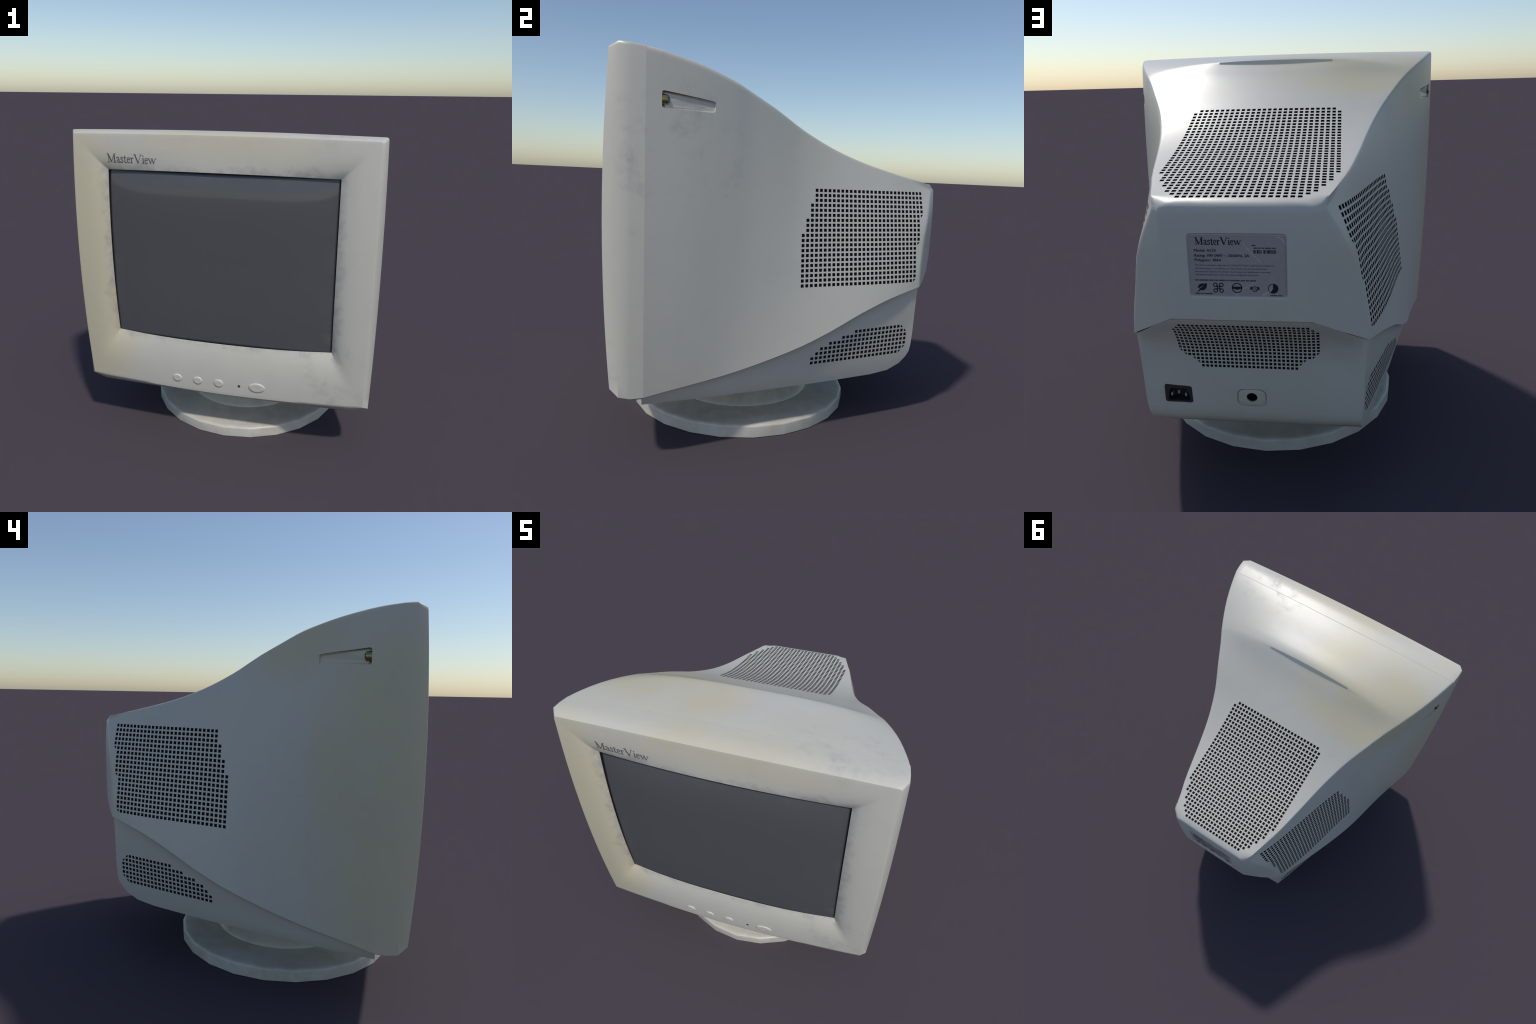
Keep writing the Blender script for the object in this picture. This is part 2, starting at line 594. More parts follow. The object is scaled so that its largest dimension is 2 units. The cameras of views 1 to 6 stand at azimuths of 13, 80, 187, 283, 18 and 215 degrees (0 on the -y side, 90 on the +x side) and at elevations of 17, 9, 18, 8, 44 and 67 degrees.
# last ring: the crease and the rounded rear top edge
NW = len(WALL_T)
half = [tuple(spline(CREASE, t / WALL_T[-1])) for t in WALL_T]
half += [half[-1]] * 3
crease_top = half[-1]
TOP_BACK_X = 0.292


def back_x(u):
    """Map the top's u nodes to x along the back: 0.82 is the panel's vertical edge."""
    a = abs(u)
    return a


def back_row(t, zc, yc, ye, ze, xe, support):
    """Half row across the back from the crease to the middle."""
    c = spline(CREASE, t)
    e = (xe, ye, ze)
    out = []
    for u in TOP_U:
        if u > 0.82:
            s = (u - 0.82) / (1 - 0.82)
            if abs(u - 0.90) < 1e-6:
                s = support
            q = vlerp(e, c, s)
            push = lerp(0.009, 0.002, smooth(0.55, 1.0, t)) * 4 * s * (1 - s)
            out.append((q[0] + 0.6 * push, q[1] + 0.8 * push, q[2]))
        else:
            s = u / 0.82
            if abs(u - 0.70) < 1e-6:
                s = 1 - support * 0.45
            out.append((xe * s, lerp(yc, ye, s * s), lerp(zc, ze, s * s)))
    return out


top_round = []
for u in TOP_U:
    x = 0.318 * u
    top_round.append((x, 0.9435 - 0.020 * max(0, u - 0.85) / 0.15, 1.4175 - 0.010 * max(0, u - 0.85) / 0.15))
half += top_round
ring_ids.append(rb.row(mirror_full(half)))
for a, b in zip(ring_ids, ring_ids[1:]):
    rb.strip(a, b)
# rear panel rows, top to ledge, sharing the crease vertices
last_ring = ring_ids[-1]
right_c = last_ring[:NW]
left_c = list(reversed(last_ring[-NW:]))
NT = len(TOP_U)
top_idx = last_ring[NW + 3:-(NW + 3)]
PANEL = [(0.0, 0.9660, 0.9685, 0.9670, 0.9660, 0.275), (0.19, 1.055, 0.9700, 0.9675, 1.055, 0.277),
         (0.5, 1.200, 0.9680, 0.9650, 1.195, 0.283), (0.85, 1.330, 0.9610, 0.9580, 1.325, 0.288),
         (1.0, 1.398, 0.9540, 0.9510, 1.396, 0.290)]
prev = top_idx
panel_rows = []
for k in range(NW - 1, -1, -1):
    t = WALL_T[k] / WALL_T[-1]
    zc, yc, ye, ze, xe = spline(PANEL, t)
    h = back_row(t, zc, yc, ye, ze, xe, lerp(0.45, 0.14, t))
    full = h + [(-x, y, z) for x, y, z in reversed(h[:-1])]
    row = rb.row(full)
    if k == NW - 1:
        rb.strip(prev, row)
    else:
        rb.strip(panel_rows[-1][1:-1], [right_c[k]] + row[0:0] + row + [left_c[k]]) if False else None
        pa, ca = [right_c[k + 1]] + panel_rows[-1] + [left_c[k + 1]], [right_c[k]] + row + [left_c[k]]
        rb.strip(pa, ca)
    panel_rows.append(row)
# small triangles where the top row meets the crease tip
rb.f.append((right_c[NW - 1], top_idx[0], panel_rows[0][0]))
rb.f.append((left_c[NW - 1], panel_rows[0][-1], top_idx[-1]))
# underside, hidden by the lower housing
under_prev = None
for y, ids, pts in zip(STATIONS, ring_ids[:-1], ring_pts):
    a, b = pts[0], pts[-1]
    mids = rb.row([(a[0] * u, a[1], a[2] + 0.012 * smooth(1, 0.9, abs(u))) for u in TOP_U + [-q for q in reversed(TOP_U[:-1])]])
    cur = [ids[0]] + mids + [ids[-1]]
    if under_prev:
        rb.strip(under_prev, cur)
    under_prev = cur
rb.strip(under_prev, [right_c[0]] + panel_rows[-1] + [left_c[0]])
# front cap
front_under = None
cap = list(ring_ids[0])
first_under = rb.f  # placeholder name for readability
mids0 = [i for i in range(0)]
rear_me = None


def finish_caps(b):
    me = bpy.data.meshes.new("shell")
    me.from_pydata(b.v, [], b.f)
    bm = bmesh.new()
    bm.from_mesh(me)
    bmesh.ops.remove_doubles(bm, verts=bm.verts, dist=1e-5)
    bmesh.ops.dissolve_degenerate(bm, edges=bm.edges, dist=1e-6)
    holes = [e for e in bm.edges if e.is_boundary]
    bmesh.ops.holes_fill(bm, edges=holes, sides=0)
    bmesh.ops.recalc_face_normals(bm, faces=bm.faces)
    bad = [e for e in bm.edges if not e.is_manifold]
    print("open or bad edges:", len(bad), [tuple(round(c, 3) for c in e.verts[0].co) for e in bad[:6]])
    bm.to_mesh(me)
    bm.free()
    return me


rear_me = finish_caps(rb)

# ---------------------------------------------------------- lower housing
# centre line of back + bottom, and its right-hand border, top to front
L_MID = [(0.9590, 0.9635), (0.9560, 0.9560), (0.9395, 0.924), (0.9035, 0.887), (0.8700, 0.833), (0.8550, 0.803),
         (0.8425, 0.778), (0.8330, 0.735), (0.8265, 0.670), (0.8205, 0.530), (0.812, 0.460), (0.803, 0.420), (0.782, 0.382),
         (0.735, 0.343), (0.650, 0.3080), (0.530, 0.2955), (0.330, 0.2925), (0.126, 0.290), (-0.120, 0.2885), (-0.350, 0.2875),
         (-0.580, 0.2865), (-0.780, 0.2865)]
L_EDGE = [(0.4895, 0.8090, 0.8215), (0.4890, 0.8085, 0.8150), (0.4885, 0.8080, 0.795), (0.4870, 0.8065, 0.765), (0.4860, 0.806, 0.735),
          (0.4850, 0.805, 0.690), (0.4840, 0.8040, 0.650), (0.4832, 0.803, 0.610), (0.4828, 0.802, 0.560), (0.4825, 0.800, 0.507), (0.4800, 0.797, 0.455),
          (0.4765, 0.792, 0.418), (0.4745, 0.775, 0.384), (0.4820, 0.732, 0.343), (0.5030, 0.650, 0.3080), (0.5360, 0.530, 0.2955), (0.592, 0.330, 0.2925),
          (0.646, 0.126, 0.290), (0.706, -0.120, 0.2885), (0.761, -0.350, 0.2875), (0.812, -0.580, 0.2865), (0.850, -0.780, 0.2865)]
CORNER_V = 11        # index where the vertical rear corner ends
lb = Builder()
XS = [1.0, 0.985, 0.95, 0.85, 0.70, 0.58, 0.50, 0.35, 0.18, 0.0]
strip_rows = []
for (ym, zm), (xe, ye, ze) in zip(L_MID, L_EDGE):
    h = []
    for s in XS:
        k = smooth(0.56, 1.0, s) * 0.35 + max(0.0, (s - 0.56) / 0.44) * 0.65
        push = 0.011 * smooth(0.55, 0.75, s) * smooth(1.0, 0.8, s) * smooth(0.91, 0.96, zm) - 0.016 * smooth(0.50, 0.75, s) * smooth(1.0, 0.85, s) * smooth(0.66, 0.80, zm) * smooth(0.95, 0.90, zm)
        h.append((xe * s + 0.5 * push, lerp(ym, ye, k) + 0.8 * push, lerp(zm, ze, k)))
    full = h + [(-x, y, z) for x, y, z in reversed(h[:-1])]
    strip_rows.append(lb.row(full))
for a, b in zip(strip_rows, strip_rows[1:]):
    lb.strip(a, b)
# side walls: Coons patch between the seam, the rear corner, the bottom edge and the front edge
NS = len(L_EDGE) - 1 - CORNER_V          # columns along the bottom edge
NV = CORNER_V


def seam_inset(k):
    y = lerp(0.809, -0.780, k)
    x, z = spline(SEAM, y)
    return (x - 0.0065 - 0.011 * smooth(0.75, 1.0, k), y, z - 0.0015)


def side_point(i, j):
    """i: 0..NS from rear corner to front; j: 0..NV from seam to bottom."""
    u, v = i / NS, j / NV
    ksum = [0.0]
    for q in range(CORNER_V, len(L_EDGE) - 1):
        ksum.append(ksum[-1] + (Vector(L_EDGE[q]) - Vector(L_EDGE[q + 1])).length)
    uu = ksum[i] / ksum[-1]
    zc = [L_EDGE[q][2] for q in range(NV + 1)]
    vv = (zc[0] - zc[j]) / (zc[0] - zc[NV])
    top = Vector(seam_inset(uu)) if i else Vector(L_EDGE[0])
    bot = Vector(L_EDGE[CORNER_V + i])
    left = Vector(L_EDGE[j])
    ft, fb = Vector(seam_inset(1.0)), Vector(L_EDGE[-1])
    right = ft.lerp(fb, vv)
    c00, c01, c10, c11 = Vector(L_EDGE[0]), Vector(L_EDGE[CORNER_V]), ft, fb
    p = top.lerp(bot, vv) + left.lerp(right, uu) - (c00.lerp(c01, vv)).lerp(c10.lerp(c11, vv), uu)
    if 0 < i < NS and 0 < j < NV:
        d = (top - p).length
        p.x -= 0.017 * (1 - math.exp(-d / 0.015)) * math.exp(-d / 0.14) * smooth(0.0, 0.12, (p - bot).length) * smooth(0, 0.1, uu)
    return tuple(p)


right_grid = []
for j in range(NV + 1):
    row = []
    for i in range(NS + 1):
        if i == 0:
            row.append(strip_rows[j][0])
        elif j == NV:
            row.append(strip_rows[CORNER_V + i][0])
        else:
            row.append(lb.add(side_point(i, j)))
    right_grid.append(row)
left_grid = []
for j in range(NV + 1):
    row = []
    for i in range(NS + 1):
        if i == 0:
            row.append(strip_rows[j][-1])
        elif j == NV:
            row.append(strip_rows[CORNER_V + i][-1])
        else:
            x, y, z = lb.v[right_grid[j][i]]
            row.append(lb.add((-x, y, z)))
    left_grid.append(row)
for g in (right_grid, left_grid):
    for a, b in zip(g, g[1:]):
        lb.strip(a, b)
# top (inside the rear housing) and front cap
prev = strip_rows[0]
for i in range(1, NS + 1):
    a, b = lb.v[right_grid[0][i]], lb.v[left_grid[0][i]]
    mids = lb.row([(a[0] * s, a[1], a[2] - 0.003) for s in (XS[1:] + [-q for q in reversed(XS[1:-1])])])
    cur = [right_grid[0][i]] + mids + [left_grid[0][i]]
    lb.strip(prev, cur)
    prev = cur
lower_me = finish_caps(lb)


# ------------------------------------------------------- cutting the vents
def first_hit(bvh, origin, direction):
    loc, nor, i, d = bvh.ray_cast(Vector(origin), Vector(direction))
    return loc


def tree_of(me):
    return BVHTree.FromPolygons([v.co for v in me.vertices], [tuple(p.vertices) for p in me.polygons])


rear_tree, lower_tree = tree_of(rear_me), tree_of(lower_me)
PITCH, HOLE, DEPTH = 0.027, 0.0174, 0.006


def square(a, b, h, keep=None):
    """Square hole, or the triangular half of it that lies at corner `keep`."""
    s = h / 2
    q = [(a - s, b - s), (a + s, b - s), (a + s, b + s), (a - s, b + s)]
    if keep is None:
        return q
    ka, kb = keep
    far = (a - ka * s, b - kb * s)
    return [p for p in q if math.hypot(p[0] - far[0], p[1] - far[1]) > 1e-6]


def side_vents(b, tree, cells):
    for y, z, keep in cells:
        hit = first_hit(tree, (2, y, z), (-1, 0, 0))
        prof = square(y, z, HOLE, keep)
        for s in (1, -1):
            prism(b, prof, 'x', s * (hit.x + 0.008), s * (hit.x - DEPTH))


upper_cells = []
for r in range(20):
    c0 = 0 if r < 3 else -1 if r < 6 else -2 if r < 9 else -3
    c1 = 26 if r < 5 else 25 if r < 11 else 24 if r < 19 else 23
    z = 1.374 - r * 0.0268
    for c in range(c0, c1 + 1):
        upper_cells.append((0.1247 + c * PITCH, z, None))
    if r in (5, 11, 19):
        upper_cells.append((0.1247 + (c1 + 1) * PITCH, z, (-1, 1)))
lower_cells = []
LOWER_ROWS = [(10, 21, (-1, -1)), (7, 22, (-1, -1)), (4, 23, None), (2, 23, None), (1, 23, None), (0, 22, (-1, 1)), (0, 21, (-1, 1))]
for r, (c0, c1, half_keep) in enumerate(LOWER_ROWS):
    z = 0.4235 + (6 - r) * PITCH
    for c in range(c0, c1 + 1):
        lower_cells.append((0.126 + c * PITCH, z, None))
    if half_keep:
        lower_cells.append((0.126 + (c1 + 1) * PITCH, z, half_keep))

rear_cut = Builder()
side_vents(rear_cut, rear_tree, upper_cells)
for r in range(33):
    n = 13 if r == 0 else 14 if r <= 23 else 13 if r <= 26 else 12 if r <= 28 else 11 if r <= 30 else 10 if r == 31 else 9
    y = 0.0370 + r * PITCH
    for c in range(-n, n):
        x = (c + 0.5) * PITCH
        hit = first_hit(rear_tree, (x, y, 3), (0, 0, -1))
        prism(rear_cut, square(x, y, HOLE), 'z', hit.z + 0.010, hit.z - DEPTH)

lower_cut = Builder()
side_vents(lower_cut, lower_tree, lower_cells)
BACK_ROWS = [(14, 0), (15, 0), (16, 0), (16, 0), (16, 0), (16, 0), (16, 0), (16, 0), (16, 0), (15, 16), (14, 15), (12, 13), (11, 12), (11, 0)]
BP = 0.01820
for r, (n, h) in enumerate(BACK_ROWS):
    z = 0.9237 - r * 0.0184
    for c in range(-n, n + 1):
        hit = first_hit(lower_tree, (c * BP, 2, z), (0, -1, 0))
        prism(lower_cut, square(c * BP, z, 0.0118), 'y', hit.y + 0.012, hit.y - DEPTH)
    if h:
        for s in (1, -1):
            hit = first_hit(lower_tree, (s * h * BP, 2, z), (0, -1, 0))
            prism(lower_cut, square(s * h * BP, z, 0.0118, (-s, 1)), 'y', hit.y + 0.012, hit.y - DEPTH)


def cut_and_split(me, name, parts, angle, crisp=None):
    """Boolean-subtract cutters; return (body object, [child objects]) with smooth body shading kept.
    parts: [(child name, cutter builder, child material, kind)]"""
    me.name = name
    src = new_object(name + "_source", me, None, MAT_PLASTIC, angle)
    if crisp:
        for e in me.edges:
            if all(crisp(me.vertices[i].co) for i in e.vertices):
                e.use_edge_sharp = True
    weighted_normals(src)
    ref = evaluated_mesh(src)
    ref_normals = [Vector(n.vector) for n in ref.corner_normals]
    ref_polys = [tuple(p.vertices) for p in ref.polygons]
    ref_loops = [p.loop_start for p in ref.polygons]
    ref_co = [v.co.copy() for v in ref.vertices]
    ref_tree = BVHTree.FromPolygons(ref_co, ref_polys)
    src.modifiers.clear()
    cutters = []
    for child, b, mat, kind in parts:
        cme = b.mesh(child + "_cutter")
        cob = new_object(child + "_cutter", cme, None, mat)
        cutters.append(cob)
        mod = src.modifiers.new("cut", 'BOOLEAN')
        mod.operation = 'DIFFERENCE'
        mod.object = cob
        mod.solver = 'MANIFOLD'
        mod.material_mode = 'TRANSFER'
    res = evaluated_mesh(src)
    mats = list(res.materials)
    results = []
    for want, (cname, kind) in [(MAT_PLASTIC, (name, None))] + [(p[2], (p[0], p[3])) for p in parts]:
        k = [i for i, m in enumerate(mats) if m == want]
        bm = bmesh.new()
        bm.from_mesh(res)
        bmesh.ops.delete(bm, geom=[f for f in bm.faces if f.material_index not in k], context='FACES')
        out = bpy.data.meshes.new(cname)
        bm.to_mesh(out)
        bm.free()
        out.materials.clear()
        out.materials.append(want)
        for p in out.polygons:
            p.material_index = 0
        results.append((cname, out, kind))
    # carry the uncut shell's shading over to the cut one
    body = results[0][1]
    body.shade_smooth()
    normals = []
    co = [v.co for v in body.vertices]
    for p in body.polygons:
        cen = p.center
        for vi in p.vertices:
            q = co[vi] * 0.97 + cen * 0.03
            loc, nor, fi, d = ref_tree.find_nearest(q)
            w = poly_3d_calc([ref_co[i] for i in ref_polys[fi]], loc)
            n = Vector((0, 0, 0))
            for a, wt in enumerate(w):
                n += ref_normals[ref_loops[fi] + a] * wt
            normals.append(n.normalized())
    body.normals_split_custom_set(normals)
    for ob in cutters + [src]:
        bpy.data.objects.remove(ob, do_unlink=True)
    body_ob = new_object(name, body, monitor)
    kids = [new_object(n, m, body_ob, kind=k) for n, m, k in results[1:]]
    return body_ob, kids


# screw slots on both sides: wedge-shaped pockets, deep at the front
slot_cut = Builder()
for s in (1, -1):
    prof = [(-0.699, 1.730), (-0.696, 1.7245), (-0.690, 1.7215), (-0.580, 1.7215), (-0.470, 1.7215), (-0.457, 1.7235), (-0.452, 1.731),
            (-0.452, 1.768), (-0.458, 1.7735), (-0.470, 1.7755), (-0.535, 1.7830), (-0.600, 1.7895), (-0.688, 1.7985), (-0.696, 1.7965), (-0.699, 1.791)]
    wall = {p: first_hit(rear_tree, (2, p[0], p[1]), (-1, 0, 0)).x for p in prof}

    def slot_ring(inset, depth_at):
        ids = []
        for y, z in prof:
            yy = y + inset * max(-1.0, min(1.0, (-0.5755 - y) / 0.115)) if inset else y
            zz = lerp(z, 1.757, min(1.0, inset / abs(z - 1.757))) if inset else z
            ids.append(slot_cut.add((s * (wall[(y, z)] - depth_at(y, z)), yy, zz)))
        return ids

    def deep(y, z):        # extra trench cut to draw the slot's dark shadow line, top and front
        k = (y + 0.699) / 0.247
        return lerp(0.013, 0.004, k) + lerp(0.014, 0.005, k) * max(smooth(1.762, 1.768, z), smooth(-0.694, -0.698, y))

    def floor_depth(y, z):
        return lerp(0.012, 0.0035, (y + 0.699) / 0.247)
    loops = [slot_ring(0.0, lambda y, z: -0.02), slot_ring(0.0, deep), slot_ring(0.0075, deep), slot_ring(0.0095, floor_depth)]
    for p, q in zip(loops, loops[1:]):
        slot_cut.strip(p, q, closed=True)
    slot_cut.f += [tuple(loops[0]), tuple(reversed(loops[-1]))]

LBL_X0, LBL_X1, LBL_ZT, LBL_ZB = 0.1865, -0.1815, 1.3025, 1.0625
label_cut = Builder()
prism(label_cut, rounded_rect((LBL_X0 + LBL_X1) / 2, (LBL_ZT + LBL_ZB) / 2, LBL_X0 - LBL_X1, LBL_ZT - LBL_ZB, 0.012), 'y', 0.90, 1.0)


def panel_y(z):
    lo, hi = first_hit(rear_tree, (0.1, 2, LBL_ZB), (0, -1, 0)).y, first_hit(rear_tree, (0.1, 2, LBL_ZT), (0, -1, 0)).y
    return lerp(lo, hi, (z - LBL_ZB) / (LBL_ZT - LBL_ZB))


LBL_CX, LBL_CZ = (LBL_X0 + LBL_X1) / 2, (LBL_ZT + LBL_ZB) / 2
for i, (x, y, z) in enumerate(label_cut.v):
    if y < 0.95:
        label_cut.v[i] = (x, panel_y(z) - 0.008, z)
    else:          # flared mouth: top and bottom walls slope
        f = (1.0 - panel_y(z)) / 0.008 + 1
        label_cut.v[i] = (LBL_CX + (x - LBL_CX) * (1 + 0.012 * f), 1.0, LBL_CZ + (z - LBL_CZ) * (1 + 0.060 * f))

MAT_RECESS_LABEL = MAT_RECESS.copy()
MAT_RECESS_LABEL.name = "aged_plastic_label_recess"
rear, kids = cut_and_split(rear_me, "rear_housing", [
    ("vent_hole", rear_cut, MAT_HOLE, "stuff"),
    ("screw_recess", slot_cut, MAT_RECESS, None),
    ("label_recess", label_cut, MAT_RECESS_LABEL, None)], 48,
    lambda p: -0.371 < p.y < -0.3505 and abs(p.x) < 0.41 and p.z > 1.9 and (abs(p.y - (RIDGE_Y - 0.0095 * lens(p.x / 0.762))) < 0.001
                                                                            or abs(p.y - (RIDGE_Y + 0.008 * lens(p.x / 0.762))) < 0.001))
lower_sock = Builder()
prism(lower_sock, rounded_rect(0.3255, 0.532, 0.127, 0.088, 0.012), 'y', 0.775, 0.90)
MAT_RECESS_PORT = MAT_RECESS.copy()
MAT_RECESS_PORT.name = "aged_plastic_port_recess"
port_cut = Builder()
prism(port_cut, rounded_rect(-0.0017, 0.528, 0.130, 0.088, 0.028, 8), 'y', 0.811, 0.90)
hole_cut = Builder()
prism(hole_cut, [(-0.0017 + 0.0243 * math.cos(a * math.tau / 28), 0.5283 + 0.0225 * math.sin(a * math.tau / 28)) for a in range(28)],
      'y', 0.740, 0.90)
MAT_PORT_HOLE = MAT_HOLE.copy()
MAT_PORT_HOLE.name = "dark_cable_hole"
lower, kids = cut_and_split(lower_me, "lower_housing", [
    ("vent_hole", lower_cut, MAT_HOLE, "stuff"),
    ("power_socket", lower_sock, MAT_SOCKET, None),
    ("cable_outlet", port_cut, MAT_RECESS_PORT, None),
    ("cable_hole", hole_cut, MAT_PORT_HOLE, None)], 50)
socket = [k for k in kids if k.name.startswith("power_socket")][0]
outlet = [k for k in kids if k.name.startswith("cable_outlet")][0]
# plate filling the outlet's recess, with a groove left round it and a hole through it
qb = Builder()
N = 40


def squircle(w, h, p, a):
    c, q = math.cos(a), math.sin(a)
    k = (abs(c) ** p + abs(q) ** p) ** (-1 / p)
    return -0.0017 + w * k * c, 0.5275 + h * k * q


angs = [math.tau * i / N for i in range(N)]
o0 = qb.row([(x, 0.8115, z) for x, z in (squircle(0.0605, 0.0395, 3.6, a) for a in angs)])
o1 = qb.row([(x, 0.8165, z) for x, z in (squircle(0.0602, 0.0392, 3.6, a) for a in angs)])
o2 = qb.row([(x, 0.8180, z) for x, z in (squircle(0.0580, 0.0372, 3.6, a) for a in angs)])
i2 = qb.row([(-0.0017 + 0.0240 * math.cos(a), 0.8180, 0.5283 + 0.0222 * math.sin(a)) for a in angs])
i0 = qb.row([(-0.0017 + 0.0240 * math.cos(a), 0.8100, 0.5283 + 0.0222 * math.sin(a)) for a in angs])
for p, q in ((o0, o1), (o1, o2), (o2, i2), (i2, i0)):
    qb.strip(p, q, closed=True)
PLATE = plastic("outlet_plate_plastic", 0.6, c4(0.60, 0.56, 0.465))[0].mat
new_object("outlet_plate", qb.mesh("outlet_plate", outward=False), outlet, PLATE, 40)

# socket: raised rim tray with a keyed cavity and three blades
k = Builder()
rim = rounded_rect(0.3255, 0.532, 0.125, 0.086, 0.011, 4)
cav = [(0.279, 0.497), (0.372, 0.497), (0.376, 0.502), (0.376, 0.545), (0.352, 0.560), (0.338, 0.563), (0.313, 0.563),
       (0.299, 0.560), (0.275, 0.545), (0.275, 0.502)]
fb = k.row([(x, 0.8145, z) for x, z in rim])
cavr = []
for x, z in rim:       # inner outline: same angle as the rim point, pulled to the keyed shape
    a = math.atan2(z - 0.532, x - 0.3255)
    dx, dz = math.cos(a), math.sin(a)
    best = 9
    for (x0, z0), (x1, z1) in zip(cav, cav[1:] + cav[:1]):
        ex, ez = x1 - x0, z1 - z0
        den = dx * ez - dz * ex
        if abs(den) < 1e-9:
            continue
        t = ((x0 - 0.3255) * ez - (z0 - 0.532) * ex) / den
        q = ((x0 - 0.3255) * dz - (z0 - 0.532) * dx) / den
        if t > 0 and -1e-6 <= q <= 1 + 1e-6:
            best = min(best, t)
    cavr.append((0.3255 + dx * best, 0.532 + dz * best))
fc = k.row([(x, 0.8145, z) for x, z in cavr])
fd = k.row([(x, 0.782, z) for x, z in cavr])
k.strip(fb, fc, closed=True)
k.strip(fc, fd, closed=True)
sock_rim = new_object("socket_rim", k.mesh("socket_rim", outward=False), socket, make_plain("black_rim_plastic", (0.030, 0.031, 0.033), 0.4), 30)
pin_b = Builder()
prism(pin_b, [(-0.0042, -0.0075), (0.0042, -0.0075), (0.0042, 0.0075), (-0.0042, 0.0075)], 'y', 0.776, 0.806)
pin_me = pin_b.mesh("pin")
pin_me.materials.append(MAT_PIN)
for x, z in ((0.3605, 0.5225), (0.3285, 0.5345), (0.2970, 0.5215)):
    p = new_object("pin", pin_me, socket)
    p.location = (x, 0, z)


# ------------------------------------------------------------------- lathe
def lathe(name, profile, seg, parent, mat, angle, centre=(0, 0, 0), axis='z', phase=0.0):
    b = Builder()
    rows = []
    for r, h in profile:
        pts = []
        for i in range(seg):
            a = phase + math.tau * i / seg
            c, s = r * math.cos(a), r * math.sin(a)
            pts.append({'z': (c, s, h), 'y': (c, h, s)}[axis])
        rows.append(b.row([tuple(p + q for p, q in zip(pt, centre)) for pt in pts]))
    for a, c in zip(rows, rows[1:]):
        b.strip(a, c, closed=True)
    b.f.append(tuple(rows[0]))
    b.f.append(tuple(rows[-1]))
    return new_object(name, b.mesh(name), parent, mat, angle)


BASE_C = (0.0, -0.1877, 0.0)
base = lathe("swivel_base", [(0.672, 0.0), (0.6883, 0.0), (0.6886, 0.012), (0.6886, 0.058), (0.684, 0.0665), (0.672, 0.0705),
                             (0.655, 0.0715), (0.60, 0.0730), (0.52, 0.0745), (0.44, 0.0760), (0.40, 0.0765)], 24, monitor, MAT_BASE, 50, BASE_C)
weighted_normals(base)
neck = lathe("neck", [(0.452, 0.060), (0.4505, 0.0762), (0.432, 0.093), (0.410, 0.111), (0.3891, 0.1241), (0.384, 0.1270), (0.388, 0.134),
                      (0.430, 0.180), (0.475, 0.240), (0.490, 0.300)], 48, base, MAT_BASE, 50, BASE_C)

# ------------------------------------------------------------------ screws
SCREW_R = 0.0235
for s in (1, -1):
    wall = first_hit(rear_tree, (2, -0.68, 1.759), (-1, 0, 0)).x
    c = (s * (wall - 0.0105), 0.0, 1.7600)
    sc = lathe("screw", [(0.012, -0.702), (SCREW_R, -0.6995), (SCREW_R, -0.678), (SCREW_R * 0.9, -0.6725), (SCREW_R * 0.55, -0.669), (0.004, -0.668)],
               20, rear, MAT_BRASS, 40, c, axis='y')
    for v in sc.data.vertices:            # the head is sunk, so only a low dome shows
        v.co.x = c[0] + (v.co.x - c[0]) * 0.62
    kb = Builder()
    for rot in (0.4, 0.4 + math.pi / 2):
        dx, dz = math.cos(rot), math.sin(rot)
        prof = [(c[0] + 0.62 * (dx * a - dz * w), c[2] + dz * a + dx * w) for a, w in ((-0.013, -0.0028), (0.013, -0.0028), (0.013, 0.0028), (-0.013, 0.0028))]
        prism(kb, prof, 'y', -0.675, -0.6675 + 0.0004 * rot)
    new_object("screw_slot", kb.mesh("screw_slot"), sc, MAT_HOLE)

# ------------------------------------------------- things on the front face
bezel_me = bezel.data
bezel_tree = tree_of(bezel_me)


def on_bezel(x, z):
    loc, nor, i, d = bezel_tree.ray_cast(Vector((x, -3, z)), Vector((0, 1, 0)))
    return loc.y


def dome(name, x, z, rx, rz, h, mat, parent):
    """Raised oval button with a soft shoulder and a moat round it."""
    b = Builder()
    prof = [(1.0, 0.004), (1.0, -0.15 * h), (0.97, -0.50 * h), (0.90, -0.80 * h), (0.80, -0.96 * h), (0.68, -1.0 * h), (0.50, -0.96 * h), (0.30, -0.90 * h), (0.05, -0.88 * h)]
    rows = []
    for f, dy in prof:
        pts = []
        for i in range(32):
            a = math.tau * i / 32
            px, pz = x + rx * f * math.cos(a), z + rz * f * math.sin(a)
            pts.append((px, on_bezel(px, pz) + dy, pz))
        rows.append(b.row(pts))
    for a, c in zip(rows, rows[1:]):
        b.strip(a, c, closed=True)
    b.f.append(tuple(rows[-1]))
    return new_object(name, b.mesh(name), parent, mat, 60)


def groove(name, x, z, rx, rz, parent):
    b = Builder()
    rows = []
    for f, dy in ((1.12, -0.0006), (1.02, -0.0008), (1.0, 0.002)):
        rows.append(b.row([(x + rx * f * math.cos(a), on_bezel(x + rx * f * math.cos(a), z + rz * f * math.sin(a)) + dy, z + rz * f * math.sin(a))
                           for a in [math.tau * i / 32 for i in range(32)]]))
    for a, c in zip(rows, rows[1:]):
        b.strip(a, c, closed=True)
    return new_object(name, b.mesh(name), parent, MAT_BEZEL, 60)


